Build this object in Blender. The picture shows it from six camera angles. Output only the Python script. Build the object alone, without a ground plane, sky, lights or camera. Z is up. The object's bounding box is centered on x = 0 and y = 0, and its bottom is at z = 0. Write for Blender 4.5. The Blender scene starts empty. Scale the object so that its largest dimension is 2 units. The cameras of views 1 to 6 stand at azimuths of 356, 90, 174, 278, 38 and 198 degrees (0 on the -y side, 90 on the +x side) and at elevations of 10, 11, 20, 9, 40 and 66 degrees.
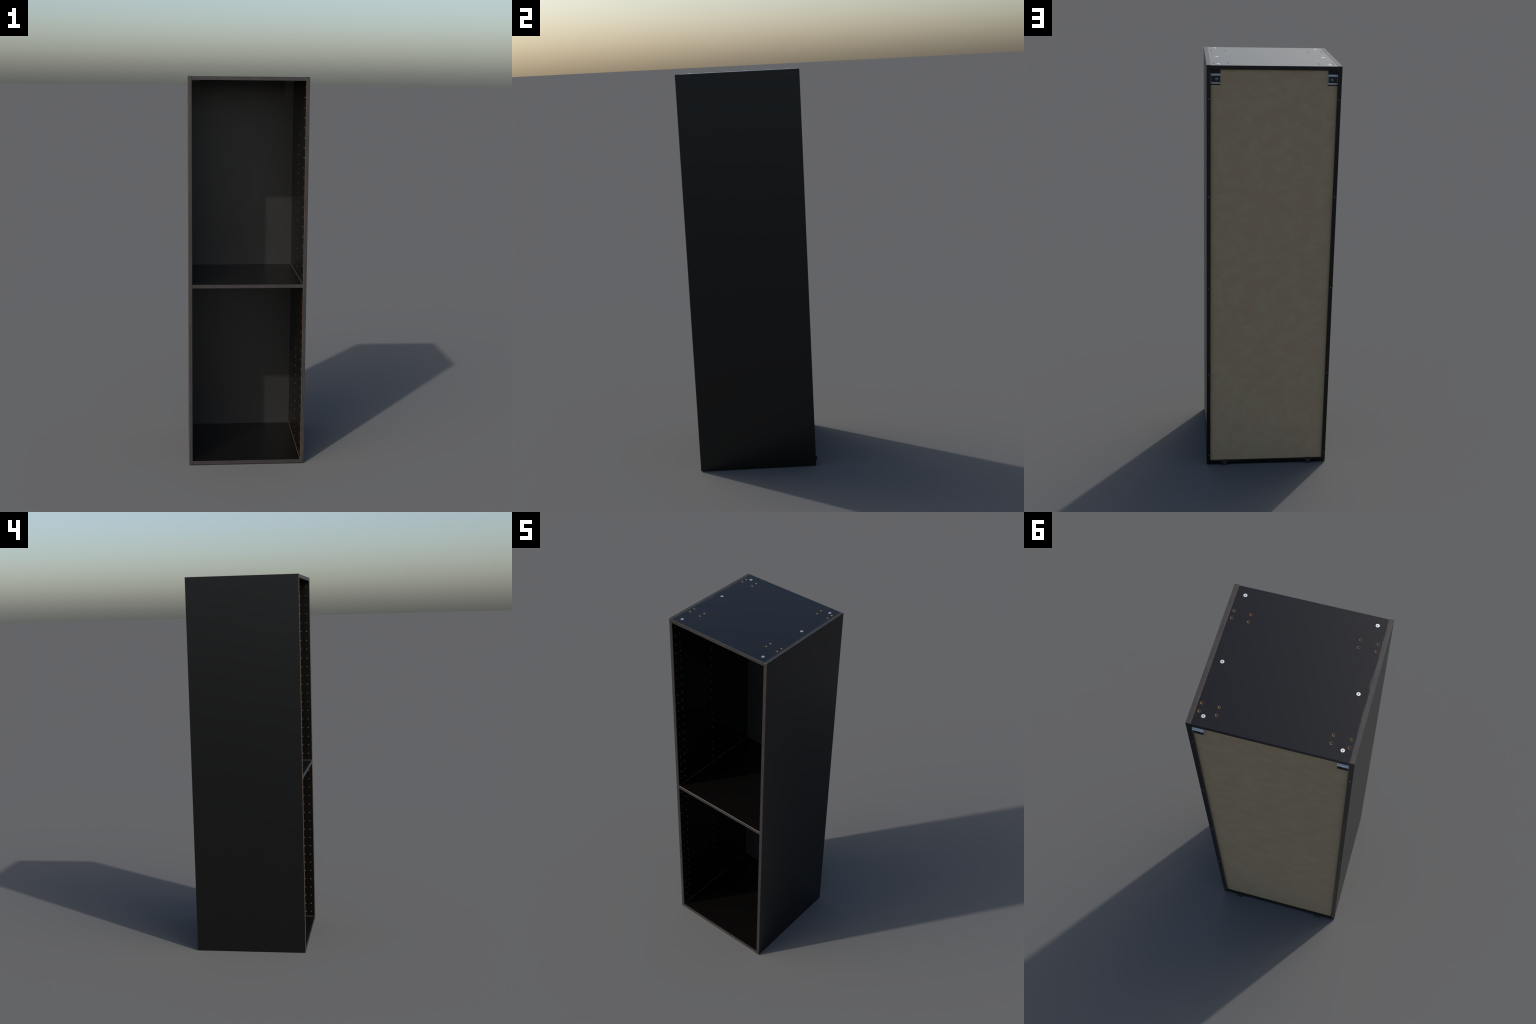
"""Tall open cabinet carcass: two drilled side panels, top, bottom and one shelf in black
laminate, a thin hardboard back, wall-hanging brackets, panel clips, screws and nails."""
import bpy, bmesh, math
from mathutils import Matrix, Vector

# ------------------------------------------------------------------ sizes (metres)
HALF_W = 0.300          # half width over the side panels
BOARD = 0.018           # board thickness
IN_X = HALF_W - BOARD   # inner face of a side panel
FRONT, REAR = -0.300, 0.2905
HEIGHT = 2.0
SHELF_TOP = 0.9592
BACK_IN, BACK_OUT = 0.2765, 0.2808
HOLE_COLUMNS = (-0.280, -0.248, -0.024, 0.200)
HOLE_PITCH, HOLE_ROWS = 0.050, 39
NOTCH_X, NOTCH_Z = 0.2385, 1.9112

# ------------------------------------------------------------------ materials
def node_tree(name):
    m = bpy.data.materials.new(name)
    m.use_nodes = True
    nt = m.node_tree
    return m, nt, nt.nodes["Principled BSDF"]

def add(nt, kind, **kw):
    n = nt.nodes.new(kind)
    for k, v in kw.items():
        if k in n.inputs:
            n.inputs[k].default_value = v
        else:
            setattr(n, k, v)
    return n

def noise(nt, scale_xyz, scale, detail=3.0, rough=0.55):
    tc = add(nt, "ShaderNodeTexCoord")
    mp = add(nt, "ShaderNodeMapping")
    mp.inputs["Scale"].default_value = scale_xyz
    nt.links.new(tc.outputs["Object"], mp.inputs["Vector"])
    n = add(nt, "ShaderNodeTexNoise")
    n.inputs["Scale"].default_value = scale
    n.inputs["Detail"].default_value = detail
    n.inputs["Roughness"].default_value = rough
    nt.links.new(mp.outputs["Vector"], n.inputs["Vector"])
    return n.outputs["Fac"]

def ramp(nt, fac, stops):
    r = add(nt, "ShaderNodeValToRGB")
    el = r.color_ramp.elements
    while len(el) < len(stops):
        el.new(0.5)
    for e, (p, c) in zip(el, stops):
        e.position = p
        e.color = (*c, 1.0)
    nt.links.new(fac, r.inputs["Fac"])
    return r.outputs["Color"]

def math_node(nt, op, a, b):
    n = add(nt, "ShaderNodeMath", operation=op)
    for i, v in enumerate((a, b)):
        if isinstance(v, (int, float)):
            n.inputs[i].default_value = v
        else:
            nt.links.new(v, n.inputs[i])
    return n.outputs[0]

def mix(nt, fac, a, b):
    n = add(nt, "ShaderNodeMix", data_type='RGBA')
    nt.links.new(fac, n.inputs[0])
    for i, v in ((6, a), (7, b)):
        if isinstance(v, tuple):
            n.inputs[i].default_value = (*v, 1.0)
        else:
            nt.links.new(v, n.inputs[i])
    return n.outputs[2]

def bump(nt, bsdf, height, strength, dist):
    b = add(nt, "ShaderNodeBump")
    b.inputs["Strength"].default_value = strength
    b.inputs["Distance"].default_value = dist
    nt.links.new(height, b.inputs["Height"])
    nt.links.new(b.outputs["Normal"], bsdf.inputs["Normal"])

EDGE_DARK, EDGE_LIGHT = (0.0255, 0.0220, 0.0212), (0.034, 0.0300, 0.0285)
TAN_DARK, TAN_LIGHT = (0.22, 0.13, 0.065), (0.42, 0.27, 0.145)

def laminate(name, base, grain_axis, roughness, spec=0.5, worn_left_end=False):
    """Near-black wood-effect laminate with a barely visible grain."""
    m, nt, b = node_tree(name)
    sc = {"z": (60, 60, 2.0), "x": (2.0, 60, 60)}[grain_axis]
    g = noise(nt, sc, 1.0, 4.0)
    lo = tuple(c * 0.93 for c in base)
    hi = tuple(c * 1.07 for c in base)
    col = ramp(nt, g, [(0.30, lo), (0.70, hi)])
    if worn_left_end:
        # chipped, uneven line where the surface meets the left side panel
        tc = add(nt, "ShaderNodeTexCoord")
        sep = add(nt, "ShaderNodeSeparateXYZ")
        nt.links.new(tc.outputs["Object"], sep.inputs[0])
        wob = noise(nt, (0.0, 1.0, 0.0), 11.0, 2.0)
        lim = math_node(nt, 'ADD', -IN_X - 0.0078, math_node(nt, 'MULTIPLY', wob, 0.0185))
        band = math_node(nt, 'LESS_THAN', sep.outputs["X"], lim)
        rim = math_node(nt, 'LESS_THAN', sep.outputs["X"], math_node(nt, 'ADD', lim, 0.0012))
        patch = math_node(nt, 'GREATER_THAN', noise(nt, (0.0, 1.0, 0.0), 16.0, 1.0), 0.56)
        col = mix(nt, math_node(nt, 'MULTIPLY', rim, patch), col, (0.075, 0.045, 0.028))
        col = mix(nt, band, col, EDGE_LIGHT)
    nt.links.new(col, b.inputs["Base Color"])
    b.inputs["Roughness"].default_value = roughness
    b.inputs["Specular IOR Level"].default_value = spec
    bump(nt, b, noise(nt, tuple(c * 6 for c in sc), 1.0, 2.0), 0.02, 0.0002)
    return m

def edge_band():
    m, nt, b = node_tree("edge_banding")
    g = noise(nt, (14, 14, 14), 1.0, 3.0)
    nt.links.new(ramp(nt, g, [(0.35, EDGE_DARK), (0.65, EDGE_LIGHT)]), b.inputs["Base Color"])
    b.inputs["Roughness"].default_value = 0.5
    return m

def chipboard(name, dark, light):
    m, nt, b = node_tree(name)
    g = noise(nt, (1, 1, 1), 260.0, 3.0)
    nt.links.new(ramp(nt, g, [(0.35, dark), (0.68, light)]), b.inputs["Base Color"])
    b.inputs["Roughness"].default_value = 0.85
    return m

def hardboard():
    m, nt, b = node_tree("hardboard")
    big = noise(nt, (15, 15, 19), 1.0, 4.0, 0.62)
    fine = noise(nt, (40, 40, 90), 1.0, 4.0, 0.6)
    f = math_node(nt, 'ADD', math_node(nt, 'MULTIPLY', big, 0.6), math_node(nt, 'MULTIPLY', fine, 0.4))
    nt.links.new(ramp(nt, f, [(0.38, (0.418, 0.282, 0.168)), (0.50, (0.422, 0.302, 0.180)),
                              (0.62, (0.428, 0.328, 0.196))]), b.inputs["Base Color"])
    b.inputs["Roughness"].default_value = 0.8
    b.inputs["Specular IOR Level"].default_value = 0.2
    bump(nt, b, fine, 0.15, 0.0008)
    return m

def metal(name, col, rough, metallic=1.0):
    m, nt, b = node_tree(name)
    g = noise(nt, (1, 1, 1), 120.0, 2.0)
    nt.links.new(ramp(nt, g, [(0.3, tuple(c * 0.9 for c in col)), (0.7, col)]), b.inputs["Base Color"])
    b.inputs["Metallic"].default_value = metallic
    b.inputs["Roughness"].default_value = rough
    return m

def plastic(name, col, rough):
    m, nt, b = node_tree(name)
    g = noise(nt, (1, 1, 1), 90.0, 2.0)
    nt.links.new(ramp(nt, g, [(0.3, tuple(c * 0.85 for c in col)), (0.7, col)]), b.inputs["Base Color"])
    b.inputs["Roughness"].default_value = rough
    return m

BLACK = (0.0022, 0.0019, 0.0016)
M_LAM = laminate("black_laminate", BLACK, "z", 0.31)
M_LAM_X = laminate("black_laminate_crosswise", BLACK, "x", 0.31)
M_TOP = laminate("black_laminate_worn", BLACK, "x", 0.31, worn_left_end=True)
M_BACKFACE = laminate("black_back_lining", (0.0205, 0.0200, 0.0190), "z", 0.40)
M_EDGE = edge_band()
M_CHIP = chipboard("raw_chipboard", TAN_DARK, TAN_LIGHT)
M_RAW = chipboard("stained_chipboard", (0.090, 0.054, 0.027), (0.175, 0.106, 0.055))
M_HARD = hardboard()
M_ZINC = metal("zinc_plate", (0.72, 0.73, 0.76), 0.55)
M_GALV = metal("galvanised_steel", (0.66, 0.65, 0.63), 0.46, 0.5)
M_GREY = metal("dull_steel", (0.21, 0.21, 0.23), 0.5, 0.5)
M_SLOT = plastic("screw_slot_dark", (0.05, 0.05, 0.06), 0.6)
M_PLAST = plastic("black_plastic", (0.004, 0.004, 0.004), 0.6)
M_COVER = plastic("bracket_cover_plastic", (0.100, 0.094, 0.080), 0.5)

# ------------------------------------------------------------------ builders
ROOT = bpy.data.objects.new("cabinet_frame", None)
bpy.context.scene.collection.objects.link(ROOT)
ROOT["label"] = "tall black open cabinet carcass with one shelf"
ROOT["category"] = "cabinet"

def new_object(name, mesh, parent=ROOT):
    o = bpy.data.objects.new(name, mesh)
    bpy.context.scene.collection.objects.link(o)
    o.parent = parent
    return o

def box_bm(lo, hi):
    bm = bmesh.new()
    size = Vector(hi) - Vector(lo)
    mid = (Vector(hi) + Vector(lo)) / 2
    bmesh.ops.create_cube(bm, size=1.0, matrix=Matrix.Translation(mid) @ Matrix.Diagonal((*size, 1)))
    return bm

def chamfer(bm, test, width, material=-1, segments=1):
    edges = [e for e in bm.edges if test(*(v.co for v in e.verts))]
    if edges:
        bmesh.ops.bevel(bm, geom=edges, offset=width, offset_type='OFFSET', segments=segments,
                        profile=0.5, affect='EDGES', material=material)

def to_mesh(bm, name, mats):
    me = bpy.data.meshes.new(name)
    bm.normal_update()
    bm.to_mesh(me)
    bm.free()
    for m in mats:
        me.materials.append(m)
    return me

def part(name, lo, hi, mat, parent=ROOT, bevel=0.0004, segments=1):
    bm = box_bm(lo, hi)
    chamfer(bm, lambda a, b: True, bevel, segments=segments)
    return new_object(name, to_mesh(bm, name, [mat]), parent)

def drill_bit(bm, at, axis, radius, flare, depth, mat_index, verts=20):
    """A countersunk drill: outside stub, flared mouth, straight bore. axis points into the board."""
    axis = Vector(axis)
    q = axis.to_track_quat('Z', 'Y').to_matrix().to_4x4()
    prof = [(-0.0015, flare), (0.0, flare), (0.0007, radius), (depth, radius)]
    rings = []
    for d, r in prof:
        ring = [bm.verts.new(Vector(at) + (q @ Vector((r * math.cos(t), r * math.sin(t), d))))
                for t in (2 * math.pi * i / verts for i in range(verts))]
        rings.append(ring)
    faces = []
    for a, b in zip(rings, rings[1:]):
        for i in range(verts):
            j = (i + 1) % verts
            faces.append(bm.faces.new((a[i], a[j], b[j], b[i])))
    faces.append(bm.faces.new(rings[-1]))
    faces.append(bm.faces.new(list(reversed(rings[0]))))
    for f in faces:
        f.material_index = mat_index

def cut(obj, cutter_bm, mats):
    bmesh.ops.recalc_face_normals(cutter_bm, faces=cutter_bm.faces)
    tool = new_object("drill_pattern", to_mesh(cutter_bm, "drill_pattern", mats), None)
    mod = obj.modifiers.new("drill", 'BOOLEAN')
    mod.operation = 'DIFFERENCE'
    mod.solver = 'EXACT'
    mod.object = tool
    dg = bpy.context.evaluated_depsgraph_get()
    dg.update()
    me = bpy.data.meshes.new_from_object(obj.evaluated_get(dg))
    obj.modifiers.clear()
    old = obj.data
    obj.data = me
    me.name = obj.name
    bpy.data.meshes.remove(old)
    bpy.data.objects.remove(tool)

def near(v, t):
    return abs(v - t) < 1e-5

# ------------------------------------------------------------------ side panels
STRIP = 0.0006          # how far an edge strip stands proud of its board
RAW = 0.0009            # raw chipboard line beside the strips

def side_panel(sign):
    inner, outer = sign * IN_X, sign * HALF_W
    lo = (min(inner, outer), FRONT + STRIP, 0.0)
    hi = (max(inner, outer), REAR, HEIGHT - STRIP)
    bm = box_bm(lo, hi)
    chamfer(bm, lambda a, b: near(a.y, lo[1]) and near(b.y, lo[1]) and near(a.x, b.x), RAW, 2)
    chamfer(bm, lambda a, b: near(a.z, hi[2]) and near(b.z, hi[2]) and near(a.x, inner) and near(b.x, inner) and sign > 0, RAW, 2)
    chamfer(bm, lambda a, b: near(a.z, 0) and near(b.z, 0), 0.0012, -1, 2)
    o = new_object("side_panel", to_mesh(bm, "side_panel", [M_LAM, M_CHIP, M_RAW]))
    bits = bmesh.new()
    for row in range(HOLE_ROWS):
        z = HOLE_PITCH * (row + 1)
        if abs(z - (SHELF_TOP - BOARD / 2)) < 0.012:
            continue
        for y in HOLE_COLUMNS:
            drill_bit(bits, (inner, y, z), (sign, 0, 0), 0.0025, 0.0031, 0.011, 1, 16)
    cut(o, bits, [M_LAM, M_CHIP, M_RAW])
    # front and top edge strips
    part("edge_strip", (lo[0] + RAW, FRONT, 0.0010), (hi[0] - RAW, FRONT + STRIP + 0.0004, HEIGHT),
         M_EDGE, o, 0.0003)
    part("edge_strip", (lo[0] + (RAW if sign > 0 else 0.0003), FRONT + 0.0012, HEIGHT - STRIP - 0.0004),
         (hi[0] - 0.0002, REAR - 0.0006, HEIGHT), M_EDGE, o, 0.0003)
    # nails along the rear edge
    for i in range(5):
        bmn = bmesh.new()
        bmesh.ops.create_cone(bmn, cap_ends=True, segments=16, radius1=0.0019, radius2=0.0014, depth=0.0012)
        nail = new_object("nail", to_mesh(bmn, "nail", [M_ZINC]), o)
        nail.location = (sign * 0.2903, REAR + 0.0004, 0.0505 + 0.45 * i)
        nail.rotation_euler = (-math.pi / 2, 0, 0)
    return o

for s in (1, -1):
    side_panel(s)

# ------------------------------------------------------------------ screws
def screw_mesh():
    bm = bmesh.new()
    n = 32
    prof = [(0.0, -0.0040), (0.0036, -0.0040), (0.0073, -0.0004), (0.0073, 0.0003),
            (0.0069, 0.0006), (0.0, 0.0006)]
    rings = []
    for r, z in prof:
        if r == 0:
            rings.append([bm.verts.new((0, 0, z))])
        else:
            rings.append([bm.verts.new((r * math.cos(2 * math.pi * i / n), r * math.sin(2 * math.pi * i / n), z))
                          for i in range(n)])
    for a, b in zip(rings, rings[1:]):
        for i in range(n):
            j = (i + 1) % n
            if len(a) == 1:
                bm.faces.new((a[0], b[j], b[i]))
            elif len(b) == 1:
                bm.faces.new((a[i], a[j], b[0]))
            else:
                bm.faces.new((a[i], a[j], b[j], b[i]))
    bmesh.ops.recalc_face_normals(bm, faces=bm.faces)
    o = new_object("screw", to_mesh(bm, "screw", [M_ZINC, M_SLOT]))
    for w, l in ((0.0017, 0.0068), (0.0068, 0.0017)):   # the two arms of the cross recess
        arm = box_bm((-w / 2, -l / 2, -0.0024), (w / 2, l / 2, 0.004))
        for f in arm.faces:
            f.material_index = 1
        cut(o, arm, [M_ZINC, M_SLOT])
    return o

SCREW = screw_mesh()
SCREW_Y = (-0.262, 0.0257, 0.2496)
SOCKET_X = (0.204, 0.268)
SOCKET_Y = (-0.1887, -0.1565, 0.2015, 0.2337)

# ------------------------------------------------------------------ top and bottom
def cross_board(name, z0, z1, outward, mat):
    lo = (-IN_X + 0.0002, FRONT + STRIP + 0.0012, z0)
    hi = (IN_X - 0.0002, REAR - 0.0003, z1)
    bm = box_bm(lo, hi)
    chamfer(bm, lambda a, b: near(a.y, hi[1]) and near(b.y, hi[1]), 0.0006)
    o = new_object(name, to_mesh(bm, name, [mat, M_CHIP]))
    bits = bmesh.new()
    surf = z1 if outward > 0 else z0
    for sx in (1, -1):
        for x in SOCKET_X:
            for y in SOCKET_Y:
                drill_bit(bits, (sx * x, y, surf), (0, 0, -outward), 0.0043, 0.0053, 0.0065, 1, 24)
    cut(o, bits, [mat, M_CHIP])
    part("edge_strip", (lo[0], FRONT + 0.0010, z0 - 0.0001), (hi[0], FRONT + STRIP + 0.0016, z1 + 0.0001),
         M_EDGE, o, 0.0003)
    for i, y in enumerate(SCREW_Y):
        for sx in (1, -1):
            c = SCREW.copy()
            bpy.context.scene.collection.objects.link(c)
            c.parent = o
            c.location = (sx * 0.248, y, surf - (0.0009 if outward < 0 else 0) * outward)
            c.rotation_euler = (0 if outward > 0 else math.pi, 0, 0.35 + 0.8 * i + 0.5 * sx)
    return o

cross_board("top_panel", HEIGHT - BOARD - 0.0009, HEIGHT - 0.0009, 1, M_TOP)
bottom = cross_board("bottom_panel", 0.0008, 0.0196, -1, M_LAM_X)
bpy.data.objects.remove(SCREW)

# ------------------------------------------------------------------ shelf
bm = box_bm((-IN_X + 0.0003, FRONT + STRIP + 0.0012, SHELF_TOP - BOARD - 0.0005), (IN_X - 0.0003, 0.2755, SHELF_TOP))
chamfer(bm, lambda a, b: True, 0.0005)
shelf = new_object("shelf", to_mesh(bm, "shelf", [M_LAM_X]))
part("edge_strip", (-IN_X + 0.0003, FRONT + 0.0010, SHELF_TOP - BOARD - 0.0001),
     (IN_X - 0.0003, FRONT + STRIP + 0.0016, SHELF_TOP - 0.0004), M_EDGE, shelf, 0.0003)

# raw seams where the boards butt against the side panels
def seam(parent, sign, z, size=0.0017):
    bm = bmesh.new()
    x = sign * IN_X
    tri = ((x + sign * 0.0004, z - 0.0003), (x + sign * 0.0004, z + size), (x - sign * size * 0.7, z - 0.0003))
    ends = [[bm.verts.new((px, y, pz)) for px, pz in tri] for y in (FRONT + 0.003, BACK_IN - 0.0008)]
    bm.faces.new(ends[0]); bm.faces.new(list(reversed(ends[1])))
    for i in range(3):
        j = (i + 1) % 3
        bm.faces.new((ends[0][i], ends[1][i], ends[1][j], ends[0][j]))
    bmesh.ops.recalc_face_normals(bm, faces=bm.faces)
    new_object("seam", to_mesh(bm, "seam", [M_RAW]), parent)

for s in (1, -1):
    seam(shelf, s, SHELF_TOP)
    seam(bottom, s, 0.0196)

# ------------------------------------------------------------------ back panel (notched at the top corners)
def back_panel():
    e = IN_X + 0.0003
    outline = [(-e, 0.0188), (e, 0.0188), (e, NOTCH_Z), (NOTCH_X, NOTCH_Z), (NOTCH_X, HEIGHT - BOARD - 0.0004),
               (-NOTCH_X, HEIGHT - BOARD - 0.0004), (-NOTCH_X, NOTCH_Z), (-e, NOTCH_Z)]
    bm = bmesh.new()
    front = [bm.verts.new((x, BACK_IN, z)) for x, z in outline]
    back = [bm.verts.new((x, BACK_OUT, z)) for x, z in outline]
    ff = bm.faces.new(front)
    ff.material_index = 1
    bm.faces.new(list(reversed(back)))
    for i in range(len(outline)):
        j = (i + 1) % len(outline)
        bm.faces.new((front[j], front[i], back[i], back[j]))
    bmesh.ops.recalc_face_normals(bm, faces=bm.faces)
    return new_object("back_panel", to_mesh(bm, "back_panel", [M_HARD, M_BACKFACE]))

back_panel()

# ------------------------------------------------------------------ hanging brackets in the notches
def extrude_profile(bm, prof, x0, x1, mat_index=0):
    a = [bm.verts.new((x0, y, z)) for y, z in prof]
    b = [bm.verts.new((x1, y, z)) for y, z in prof]
    fs = [bm.faces.new(a), bm.faces.new(list(reversed(b)))]
    for i in range(len(prof)):
        j = (i + 1) % len(prof)
        fs.append(bm.faces.new((a[j], a[i], b[i], b[j])))
    for f in fs:
        f.material_index = mat_index

def bracket(sign):
    x0, x1 = 0.2396, 0.2803
    # galvanised channel: sloped top lip with a groove, tucked-in bottom lip, thin cheeks
    bm = bmesh.new()
    lip_top = [(0.2795, 1.9620), (0.2832, 1.9622), (0.2862, 1.9592), (0.2862, 1.9580), (0.2874, 1.9580),
               (0.2905, 1.9549), (0.2899, 1.9541), (0.2868, 1.9541), (0.2795, 1.9541)]
    lip_bottom = [(0.2795, 1.9252), (0.2866, 1.9252), (0.2820, 1.9172), (0.2795, 1.9168)]
    extrude_profile(bm, lip_top, sign * x0, sign * x1)
    extrude_profile(bm, lip_bottom, sign * x0, sign * x1)
    cheek = [(0.2775, 1.9625), (0.2840, 1.9625), (0.2885, 1.9565), (0.2868, 1.9230), (0.2815, 1.9165), (0.2775, 1.9165)]
    for cx in (x0 - 0.0007, x1):
        extrude_profile(bm, cheek, sign * cx, sign * (cx + 0.0008))
    bmesh.ops.recalc_face_normals(bm, faces=bm.faces)
    o = new_object("hanging_bracket", to_mesh(bm, "hanging_bracket", [M_GALV]))
    # black block between the lips, bored for the adjusting screw
    blk = part("bracket_block", (min(sign * (x0 + 0.0004), sign * (x1 - 0.0004)), 0.2720, 1.9250),
               (max(sign * (x0 + 0.0004), sign * (x1 - 0.0004)), 0.2864, 1.9543), M_PLAST, o, 0.0004)
    bits = bmesh.new()
    drill_bit(bits, (sign * 0.2556, 0.2864, 1.9392), (0, -1, 0), 0.0080, 0.0083, 0.0085, 0, 32)
    cut(blk, bits, [M_PLAST])
    # adjusting screw: two facets meeting along an upright line
    bmS = bmesh.new()
    n, r = 24, 0.0079
    c0 = bmS.verts.new((0, 0, r)); c1 = bmS.verts.new((0, 0, -r))
    for half in (1, -1):
        arc = [bmS.verts.new((half * r * math.sin(math.pi * i / n), -0.0022 if half > 0 else 0.0012,
                              r * math.cos(math.pi * i / n))) for i in range(1, n)]
        bmS.faces.new([c0] + arc + [c1])
    bmesh.ops.recalc_face_normals(bmS, faces=bmS.faces)
    ext = bmesh.ops.extrude_face_region(bmS, geom=bmS.faces[:])
    bmesh.ops.translate(bmS, vec=(0, -0.0035, 0), verts=[g for g in ext["geom"] if isinstance(g, bmesh.types.BMVert)])
    bmesh.ops.recalc_face_normals(bmS, faces=bmS.faces)
    sc = new_object("adjusting_screw", to_mesh(bmS, "adjusting_screw", [M_GREY]), o)
    sc.location = (sign * 0.2556, 0.2825, 1.9392)
    # cover on the inside of the cabinet
    xa, xb = sorted((sign * 0.2323, sign * (IN_X - 0.0006)))
    cover = part("bracket_cover", (xa, 0.2700, 1.9000), (xb, BACK_IN - 0.0003, HEIGHT - BOARD - 0.0012), M_COVER, o, 0.0008, 2)
    cover.data.materials.append(M_PLAST)          # the rear face is black
    for f in cover.data.polygons:
        if f.normal.y > 0.9:
            f.material_index = 1

for s in (1, -1):
    bracket(s)

# ------------------------------------------------------------------ clips at the foot of the back
def clip(sign):
    prof = [(REAR - 0.0012, 0.0012), (0.2985, 0.0012), (0.3000, 0.0030), (0.3000, 0.0170), (0.2988, 0.0205),
            (0.2955, 0.0230), (REAR - 0.0012, 0.0236)]
    bm = bmesh.new()
    extrude_profile(bm, prof, sign * 0.1972, sign * 0.2257)
    bmesh.ops.recalc_face_normals(bm, faces=bm.faces)
    chamfer(bm, lambda a, b: near(a.x, b.x) and a.y > REAR and b.y > REAR, 0.0007)
    o = new_object("panel_clip", to_mesh(bm, "panel_clip", [M_PLAST]))
    bmn = bmesh.new()
    bmesh.ops.create_cone(bmn, cap_ends=True, segments=16, radius1=0.0022, radius2=0.0016, depth=0.0010)
    pin = new_object("clip_pin", to_mesh(bmn, "clip_pin", [M_GALV]), o)
    pin.location = (sign * 0.2115, 0.2997, 0.0112)
    pin.rotation_euler = (-math.pi / 2, 0, 0)

for s in (1, -1):
    clip(s)
